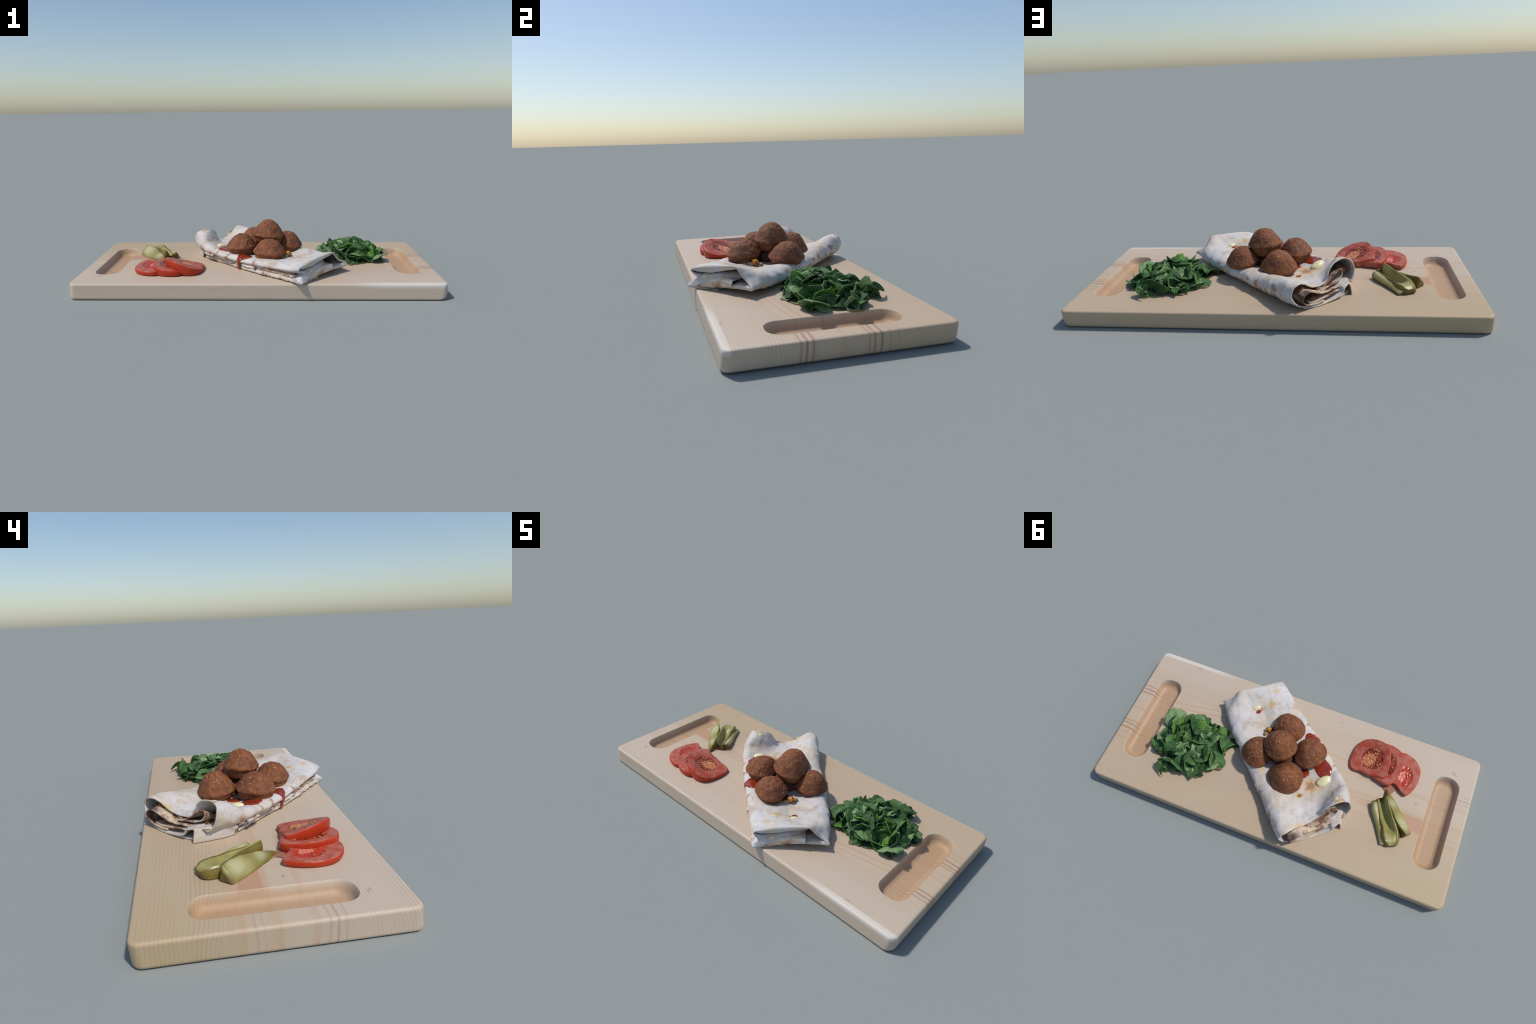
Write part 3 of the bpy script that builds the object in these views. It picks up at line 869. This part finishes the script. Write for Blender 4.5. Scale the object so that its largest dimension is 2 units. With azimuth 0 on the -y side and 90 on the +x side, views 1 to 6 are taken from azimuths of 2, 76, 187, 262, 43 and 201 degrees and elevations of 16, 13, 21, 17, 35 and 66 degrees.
# thin juice that ties tomato and pickle together on the wood
JUICE = Mat("vegetable_juice", 0.25)
JUICE.color(JUICE.mix(JUICE.noise(25, 2), srgb(150, 104, 82), srgb(168, 124, 100)))


def film(name, outline, h, mat, parent=None, n=72, seed=0.0):
    o = catmull(outline, n, True)
    c = o.mean(0)
    V, F = [], []
    bands = ((1.0, .0005), (.99, h * .7), (.96, h), (.6, h * 1.05), (.02, h * 1.1))
    for k, z in bands:
        for p in o:
            q = c + (p - c) * k
            V.append((q[0], q[1], TOP + z + .0004 * nz((q[0], q[1], 0), 40, seed)))
    for i in range(len(bands) - 1):
        for j in range(n):
            F.append((i * n + j, i * n + (j + 1) % n, (i + 1) * n + (j + 1) % n, (i + 1) * n + j))
    return obj_from(name, V, F, mat, parent)


jf = film("vegetable_juice", [(-.555, -.085), (-.598, -.080), (-.588, -.062), (-.580, -.040), (-.590, -.015), (-.60, .010), (-.64, .06), (-.60, .06), (-.555, .01), (-.535, .012), (-.552, -.020), (-.556, -.045), (-.535, -.066), (-.500, -.082)], .005, JUICE.m, None, 90)
thing(jf, "thin brownish pool of vegetable juice on the wood", "juice")


# ================================================================== PICKLES
def pickle_material(name, inner, outer, pale=False):
    M = Mat(name, 0.42, Coat_Weight=0.1)
    c = M.mix(M.step(M.noise(7, 2), .32, .68), inner, outer)
    c = M.mix(M.math("MULTIPLY", M.step(M.noise(1, 3, vec=M.mapping((90, 90, 30))), .58, .78), .22), c, srgb(118, 106, 30))
    if pale:
        heart = M.spots(M.warp(.02, 25), [(-.69, .115, .125, .05), (-.60, .02, .115, .035), (-.52, .075, .125, .03)])
        c = M.mix(M.math("MULTIPLY", heart, .30), c, srgb(206, 206, 178))
    ends = M.spots(M.warp(.02, 30), [(-.535, .012, .098, .045), (-.556, -.030, .095, .035), (-.512, .045, .10, .035), (-.735, .145, .10, .03), (-.640, .262, .10, .03), (-.672, .238, .10, .03)])
    c = M.mix(M.math("MULTIPLY", ends, .7), c, srgb(98, 70, 26))
    M.color(c)
    M.bump(M.noise(60, 3), .25, .002)
    return M.m


PSKIN = pickle_material("pickle_skin", srgb(88, 74, 22), srgb(122, 106, 36))
PFLESH = pickle_material("pickle_flesh", srgb(124, 114, 40), srgb(166, 160, 98))
PPALE = pickle_material("pickle_pale_flesh", srgb(122, 112, 42), srgb(170, 162, 104), True)


def pickle(stations, flesh, label, seed, face=None):
    """stations: closed cross-sections; flesh: range of control indices that is cut face"""
    K = len(stations[0])
    N, U = K * 8, 48
    g = np.array([catmull(s, N, True) for s in stations])
    r = np.array([catmull(g[:, j], U) for j in range(N)]).transpose(1, 0, 2)
    for i in range(U):
        for j in range(N):
            p = r[i, j]
            r[i, j] = p + (p - r[i].mean(0)) * (.07 * nz(p, 26, seed) + .05 * mn.noise(Vector((j * .55, i * .06, seed))) + .03 * nz(p, 70, seed))
            r[i, j, 2] = max(r[i, j, 2], TOP + .001)
    # round off both ends
    def endcap(ring, d, k):
        c = ring.mean(0)
        return c + (ring - c) * k + d
    d0, d1 = (r[0].mean(0) - r[2].mean(0)), (r[-1].mean(0) - r[-3].mean(0))
    d0, d1 = d0 / np.linalg.norm(d0), d1 / np.linalg.norm(d1)
    rings = [endcap(r[0], d0 * .007, .55), endcap(r[0], d0 * .005, .86)] + list(r) + [endcap(r[-1], d1 * .005, .86), endcap(r[-1], d1 * .007, .55)]
    for q in rings:
        q[:, 2] = np.maximum(q[:, 2], TOP + .001)
    o = tube("pickle_spear", rings, PSKIN)
    o.data.materials.append(face or PFLESH)
    nv = N
    for p in o.data.polygons:
        js = [v % nv for v in p.vertices if v < len(rings) * nv]
        if len(js) < 4:
            continue
        j = js[0] / 8
        if flesh[0] <= j < flesh[1] and 1 < p.vertices[0] // nv < len(rings) - 1:
            p.material_index = 1
    thing(o, label, "pickle")
    return o


def wedge(points):
    """(centre x, y, half width, [profile as (across -1..1, z)]) along a spine -> cross-sections"""
    st = []
    P = np.array([p[:2] for p in points])
    d = np.gradient(P, axis=0)
    for i, (x, y, w, prof) in enumerate(points):
        t = d[i] / np.linalg.norm(d[i])
        nrm = np.array([-t[1], t[0]])
        st.append([(x + nrm[0] * w * a, y + nrm[1] * w * a, z) for a, z in prof])
    return np.array(st)


B = TOP + .001
# middle spear: hollowed, with a high and a low wall that join in a spoon-shaped end
def trough(zl, zv, zh, vs=0.0, base=B):
    return [(-1.0, (zl + base) / 2), (-.88, zl - .001), (-.64, zl), (-.30, zl * .3 + zv * .7), (vs, zv), (.28, zv * .8 + zh * .2), (.50, zh - .003), (.74, zh), (1.0, (zh + base) / 2), (.95, base), (0, base), (-.95, base)]


# across = -1 is the side of the wrap (+x), +1 the side of the groove (-x)
def orient(st):
    return st


pickle(wedge([(-.540, .018, .032, trough(.124, .101, .153)), (-.565, .062, .036, trough(.122, .099, .150)), (-.592, .110, .040, trough(.123, .099, .144)), (-.622, .155, .046, trough(.126, .104, .138)), (-.642, .190, .050, trough(.128, .124, .132)), (-.656, .222, .040, trough(.127, .126, .128)), (-.663, .238, .028, trough(.119, .118, .119, 0, B + .006))]),
       (2, 7), "olive green pickle spear hollowed along its middle", 2.0)
pickle(wedge([(-.551, -.054, .006, [(-1, .092), (0, .095), (1, .092), (1, B), (0, B), (-1, B)]), (-.560, -.030, .012, [(-1, .098), (0, .106), (1, .098), (1, B), (0, B), (-1, B)]), (-.588, .006, .025, [(-1, .106), (-.5, .120), (.7, .108), (1, B), (0, B), (-1, B)]), (-.629, .057, .032, [(-1, .112), (-.6, .132), (.7, .112), (1, B), (0, B), (-1, B)]), (-.677, .110, .034, [(-1, .118), (-.7, .142), (.6, .118), (1, B), (0, B), (-1, B)]), (-.722, .152, .026, [(-1, .116), (-.7, .146), (.6, .116), (1, B), (0, B), (-1, B)])]),
       (1, 3), "pale green pickle wedge with cut inner face", 4.0, PPALE)
pickle(wedge([(-.512, .050, .021, [(-1, .108), (-.4, .126), (.5, .122), (1, .104), (.6, B), (-.6, B)]), (-.534, .095, .023, [(-1, .106), (-.4, .124), (.5, .120), (1, .104), (.6, B), (-.6, B)]), (-.563, .140, .022, [(-1, .102), (-.4, .118), (.5, .116), (1, .102), (.6, B), (-.6, B)]), (-.595, .195, .021, [(-1, .100), (-.4, .112), (.5, .110), (1, .100), (.6, B), (-.6, B)]), (-.620, .245, .018, [(-1, .098), (-.4, .107), (.5, .106), (1, .098), (.6, B), (-.6, B)])]),
       (0, 2.5), "slim olive green pickle spear", 6.0, PPALE)

# ==================================================================== SALAD
SALAD_EDGE = [(.734, -.047), (.742, -.016), (.738, .044), (.741, .107), (.768, .112), (.784, .153), (.771, .183), (.73, .215), (.647, .251), (.64, .276), (.658, .308), (.621, .312), (.582, .284), (.541, .271), (.5, .272), (.46, .282), (.434, .265), (.419, .206), (.351, .191), (.341, .16), (.366, .099), (.350, .047), (.338, -.002), (.350, -.028), (.375, .005), (.432, -.035), (.508, -.047), (.53, -.089), (.547, -.093), (.571, -.076), (.622, -.059), (.651, -.03), (.694, -.025)]
SC = np.array([.56, .115])


def leaf_material(name, a, b, c2):
    M = Mat(name, 0.55, Specular_IOR_Level=0.3)
    oi = M.n("ShaderNodeObjectInfo").outputs["Random"]
    col = M.mix(oi, a, b)
    x, y, z = M.xyz()
    vein = M.step(M.math("ABSOLUTE", y), .03, .008)
    side = M.math("FRACT", M.math("MULTIPLY", M.math("ADD", x, M.math("MULTIPLY", M.math("ABSOLUTE", y), -.9)), 6.0))
    side = M.math("MULTIPLY", M.step(M.math("ABSOLUTE", M.math("SUBTRACT", side, .5)), .09, .02), .35)
    col = M.mix(M.math("MULTIPLY", M.math("MAXIMUM", vein, side), .45), col, c2)
    col = M.mix(M.math("MULTIPLY", M.step(M.noise(4, 3), .45, .7), .35), col, srgb(30, 58, 30))
    M.color(col)
    tr = M.n("ShaderNodeBsdfTranslucent")
    M.put(tr.inputs["Color"], col)
    mx = M.n("ShaderNodeMixShader")
    mx.inputs[0].default_value = .15
    M.t.links.new(M.p.outputs[0], mx.inputs[1])
    M.t.links.new(tr.outputs[0], mx.inputs[2])
    M.t.links.new(mx.outputs[0], M.out.inputs[0])
    M.bump(M.math("ADD", M.noise(9, 2), vein), .25, .02)
    return M.m


LEAFS = [leaf_material("dark_leaf", srgb(42, 76, 38), srgb(64, 100, 52), srgb(104, 138, 80)),
         leaf_material("mid_leaf", srgb(66, 104, 54), srgb(96, 134, 76), srgb(132, 162, 104)),
         leaf_material("pale_leaf", srgb(112, 146, 92), srgb(142, 172, 122), srgb(180, 202, 148)),
         leaf_material("bright_leaf", srgb(82, 128, 48), srgb(110, 154, 66), srgb(150, 184, 102))]


def leaf_mesh(name, seed, wide, curl, fold, teeth, twist=0.0, wave=0.06):
    """leaf of length 1 along x, modelled as a thin solid blade"""
    NU, NV = 22, 13
    rg = random.Random(seed)
    g = np.zeros((NU, NV, 3))
    for i in range(NU):
        u = i / (NU - 1)
        w = wide * (math.sin(math.pi * min(1, u * .93 + .05)) ** .75)
        w *= 1 + teeth * (abs((u * 4.5 + .3 * seed) % 1 - .5) * 2 - .5)
        for j in range(NV):
            v = j / (NV - 1) * 2 - 1
            x = u - .12 * abs(v) * teeth * 2
            y = v * w
            z = -curl * (u - .45) ** 2 + fold * (abs(v) ** 1.4) * w + wave * mn.noise(Vector((u * 3.2, v * 1.6, seed * 3.3))) + wave * .28 * mn.noise(Vector((u * 7, v * 3, seed)))
            a = twist * (u - .5)
            g[i, j] = (x, y * math.cos(a) - z * math.sin(a), y * math.sin(a) + z * math.cos(a))
    o = sheet(name, g, 0.035, None)
    me = o.data
    bpy.data.objects.remove(o)
    return me


def build_salad():
    bedm = Mat("chopped_greens", 0.5)
    cc = bedm.mix(bedm.step(bedm.noise(24, 4), .35, .65), srgb(22, 44, 22), srgb(52, 92, 44))  # bed green deepened so gaps between leaves read as shaded hollows
    cc = bedm.mix(bedm.math("MULTIPLY", bedm.step(bedm.noise(34, 3, vec=bedm.mapping((1, 1, 1), (3, 3, 3))), .6, .72), .7), cc, srgb(92, 132, 62))
    bedm.color(cc)
    bedm.bump(bedm.noise(70, 3), .6, .006)
    N, R = 132, 30
    o = catmull(SALAD_EDGE, N, True)
    V, F = [], []

    def hgt(x, y, k):
        """k: 0 at the edge .. 1 in the middle"""
        base = .085 * (min(1, k * 1.5) ** .7)
        peak = .02 * math.exp(-((x - .49) ** 2 + (y - .06) ** 2) / .006) + .012 * math.exp(-((x - .47) ** 2 + (y - .17) ** 2) / .004) - .018 * math.exp(-((x - .66) ** 2 + (y - .07) ** 2) / .004)
        crest = .026 * math.exp(-((x - .485) / .05) ** 2) * min(1, max(0, (y + .04) / .06)) * min(1, max(0, (.25 - y) / .05))
        low = min(1, max(.25, (x - .36) / .09))
        return (base * .46 + peak * min(1, k * 2) + crest * min(1, k * 3)) * low
    for i in range(R + 1):
        k = i / R
        for p in o:
            q = SC + (p - SC) * (1 - k * .999)
            lump = .026 * nz((q[0], q[1], 0), 20, 3) + .012 * nz((q[0], q[1], 0), 60, 5)
            V.append((q[0], q[1], TOP + .004 + hgt(q[0], q[1], k) + lump * min(1, k * 5)))
    for p in o:
        q = SC + (p - SC) * .97
        V.append((q[0], q[1], TOP - .0005))
    for i in range(R):
        for j in range(N):
            F.append((i * N + j, i * N + (j + 1) % N, (i + 1) * N + (j + 1) % N, (i + 1) * N + j))
    b = (R + 1) * N
    for j in range(N):
        F.append((j, (j + 1) % N, b + (j + 1) % N, b + j))
    bed = obj_from("herb_salad", V, F, bedm.m)
    thing(bed, "heap of chopped dark green herb leaves", "herb salad")
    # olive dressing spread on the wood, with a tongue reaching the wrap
    DR = Mat("olive_dressing", 0.4)
    DR.color(DR.mix(DR.noise(22, 3), srgb(80, 76, 38), srgb(112, 98, 66)))
    edge = [tuple(SC + (np.array(p) - SC) * 1.015) for p in SALAD_EDGE]
    edge[21:24] = [(.352, .052), (.325, .022), (.285, .012), (.292, -.020), (.335, -.022)]
    film("dressing", edge, .007, DR.m, bed, 160, 2)

    specs = [(1, .56, .9, .35, .05, .5), (2, .44, 1.3, .6, .02, .8), (3, .58, .5, -.45, .16, .2), (4, .40, 1.6, .9, .0, 1.0), (5, .60, -.9, .5, .06, -.6), (6, .50, 1.9, .6, .03, .3), (7, .62, .8, .5, .14, .4), (8, .32, .8, .4, .0, 1.4)]
    protos = [leaf_mesh("herb_leaf", s, w, c, f, t, tw, .11) for s, w, c, f, t, tw in specs]
    meshes = []
    for me in protos:
        for m in LEAFS:
            k = me.copy()
            k.materials.append(m)
            meshes.append(k)

    def leaf(x, y, z, size, yaw, pitch, roll, proto, mat, free=False):
        o = bpy.data.objects.new("herb_leaf", meshes[proto * 4 + mat])
        COL.objects.link(o)
        o.parent = bed
        M = Matrix.Translation((x, y, z)) @ Euler((roll, pitch, yaw), "XYZ").to_matrix().to_4x4() @ Matrix.Scale(size, 4) @ Matrix.Translation((-.5, 0, 0))
        cap = TOP + .014 + .080 * min(1, kk(x, y) * 1.9) + .034 * math.exp(-((x - .482) ** 2 + (y - .035) ** 2) / .005) + .022 * math.exp(-((x - .465) ** 2 + (y - .175) ** 2) / .003) - .030 * math.exp(-((x - .66) ** 2 + (y - .07) ** 2) / .006)
        cap = TOP + .016 + (cap - TOP - .016) * min(1, max(.12, (x - .390) / .085))
        zs = [(M @ v.co).z for v in o.data.vertices]
        lo, hi, floor = min(zs), max(zs), TOP + .001
        top = hi if free else min(hi, cap)
        bottom = max(min(lo, top - (hi - lo)), floor)
        top = max(top, bottom + .012)
        squash = min(1.0, (top - bottom) / (hi - lo))       # a leaf pressed under the heap lies flatter
        M = Matrix.Translation((0, 0, top)) @ Matrix.Diagonal((1, 1, squash, 1)) @ Matrix.Translation((0, 0, -hi)) @ M
        o.matrix_local = M
        return o
    # scattered chopped leaves
    rg = random.Random(5)
    cand, pts = 0, []
    poly = o

    def kin(x, y):
        """0 at the edge .. 1 in the middle, or None outside"""
        d = np.array([x, y]) - SC
        a = math.atan2(d[1], d[0])
        pa = np.arctan2(poly[:, 1] - SC[1], poly[:, 0] - SC[0])
        i = int(np.argmin(np.abs((pa - a + math.pi) % (2 * math.pi) - math.pi)))
        r = np.linalg.norm(poly[i] - SC)
        k = 1 - np.linalg.norm(d) / r
        return k if k > .04 else None
    kk = lambda x, y: kin(x, y) or 0.0
    while len(pts) < 62 and cand < 9000:
        cand += 1
        x, y = rg.uniform(.33, .79), rg.uniform(-.10, .32)
        k = kin(x, y)
        if k is None or k < .13 or x < .385 + .02 * rg.random() or any((x - a) ** 2 + (y - b) ** 2 < .029 ** 2 for a, b, _ in pts):
            continue
        pts.append((x, y, k))
    for x, y, k in pts:
        z = TOP + .006 + hgt(x, y, k) + .026 * nz((x, y, 0), 20, 3) * min(1, k * 5) + rg.uniform(.0, .012)
        size = min(rg.uniform(.078, .142), .022 + .40 * k)
        yaw = rg.uniform(0, 6.283)
        up = rg.random() < .16
        pitch = rg.uniform(-1.3, -.7) if up else rg.uniform(-.5, .4)
        roll = rg.uniform(-.7, .7)
        mat = rg.choice((0, 0, 0, 1, 1, 1, 2, 2, 3)) if k > .12 else rg.choice((0, 0, 1, 1, 3))
        leaf(x, y, z, size, yaw, pitch, roll, rg.randrange(8), mat)
    # the leaves that stand out
    leaf(.492, .022, .182, .110, 2.0, -.20, .25, 6, 1)       # big arched leaf at the wrap side
    leaf(.515, .030, .165, .095, .6, -.9, .0, 2, 0)
    leaf(.463, .052, .178, .085, 2.4, -.65, .3, 2, 0)
    leaf(.475, .055, .175, .070, 1.2, -.9, .2, 0, 1)
    leaf(.460, .165, .178, .085, 3.0, -.2, .2, 0, 1)
    leaf(.500, .160, .170, .080, 1.0, .15, -.2, 2, 2)
    leaf(.580, .180, .168, .075, 2.9, .15, .25, 2, 2)
    leaf(.452, .225, .128, .062, -1.9, .45, .1, 4, 1)
    leaf(.405, .150, .105, .055, -2.6, .3, .2, 0, 0)
    leaf(.425, .195, .115, .060, -2.0, .4, .1, 0, 1)
    leaf(.640, .298, .118, .072, 1.45, -.30, .3, 3, 1, True)        # horn-shaped leaf
    leaf(.722, .150, .120, .075, .3, -.35, .9, 6, 1)         # cup at the groove
    leaf(.738, .142, .112, .065, 1.7, -.5, -.9, 6, 2)
    leaf(.512, .240, .118, .058, -1.5, .5, .2, 2, 2)
    leaf(.458, .246, .110, .048, -1.5, .6, .1, 0, 2)
    leaf(.698, -.004, .100, .050, -.6, .25, .2, 5, 1)
    leaf(.552, -.070, .110, .065, -1.6, .35, .1, 5, 0)
    leaf(.396, .018, .102, .050, -2.6, .2, .2, 2, 0)
    leaf(.620, .090, .165, .090, 2.5, -.5, .5, 1, 3)
    leaf(.660, .030, .140, .085, .9, -.6, .4, 5, 3)
    leaf(.590, .040, .155, .085, .2, -.2, .2, 2, 1)
    leaf(.570, -.015, .140, .095, .9, .25, -.2, 2, 2)
    leaf(.640, .0, .125, .085, .3, .30, .1, 0, 1)
    leaf(.700, .060, .128, .080, 1.4, -.3, .3, 1, 1)
    # ragged tips that lie out on the wood
    for x, y, yaw in ((.455, .268, 1.9), (.366, .178, 2.7), (.768, .155, .2), (.545, -.078, -1.6), (.728, -.034, -.7), (.368, .02, 3.3), (.425, .22, 2.3), (.648, .255, 1.2)):
        leaf(x - .012 * math.cos(yaw), y - .012 * math.sin(yaw), TOP + .010, .042, yaw, .10, rg.uniform(-.2, .2), rg.choice((0, 2, 6)), rg.choice((0, 1, 1, 2)), True)
    return bed


build_salad()
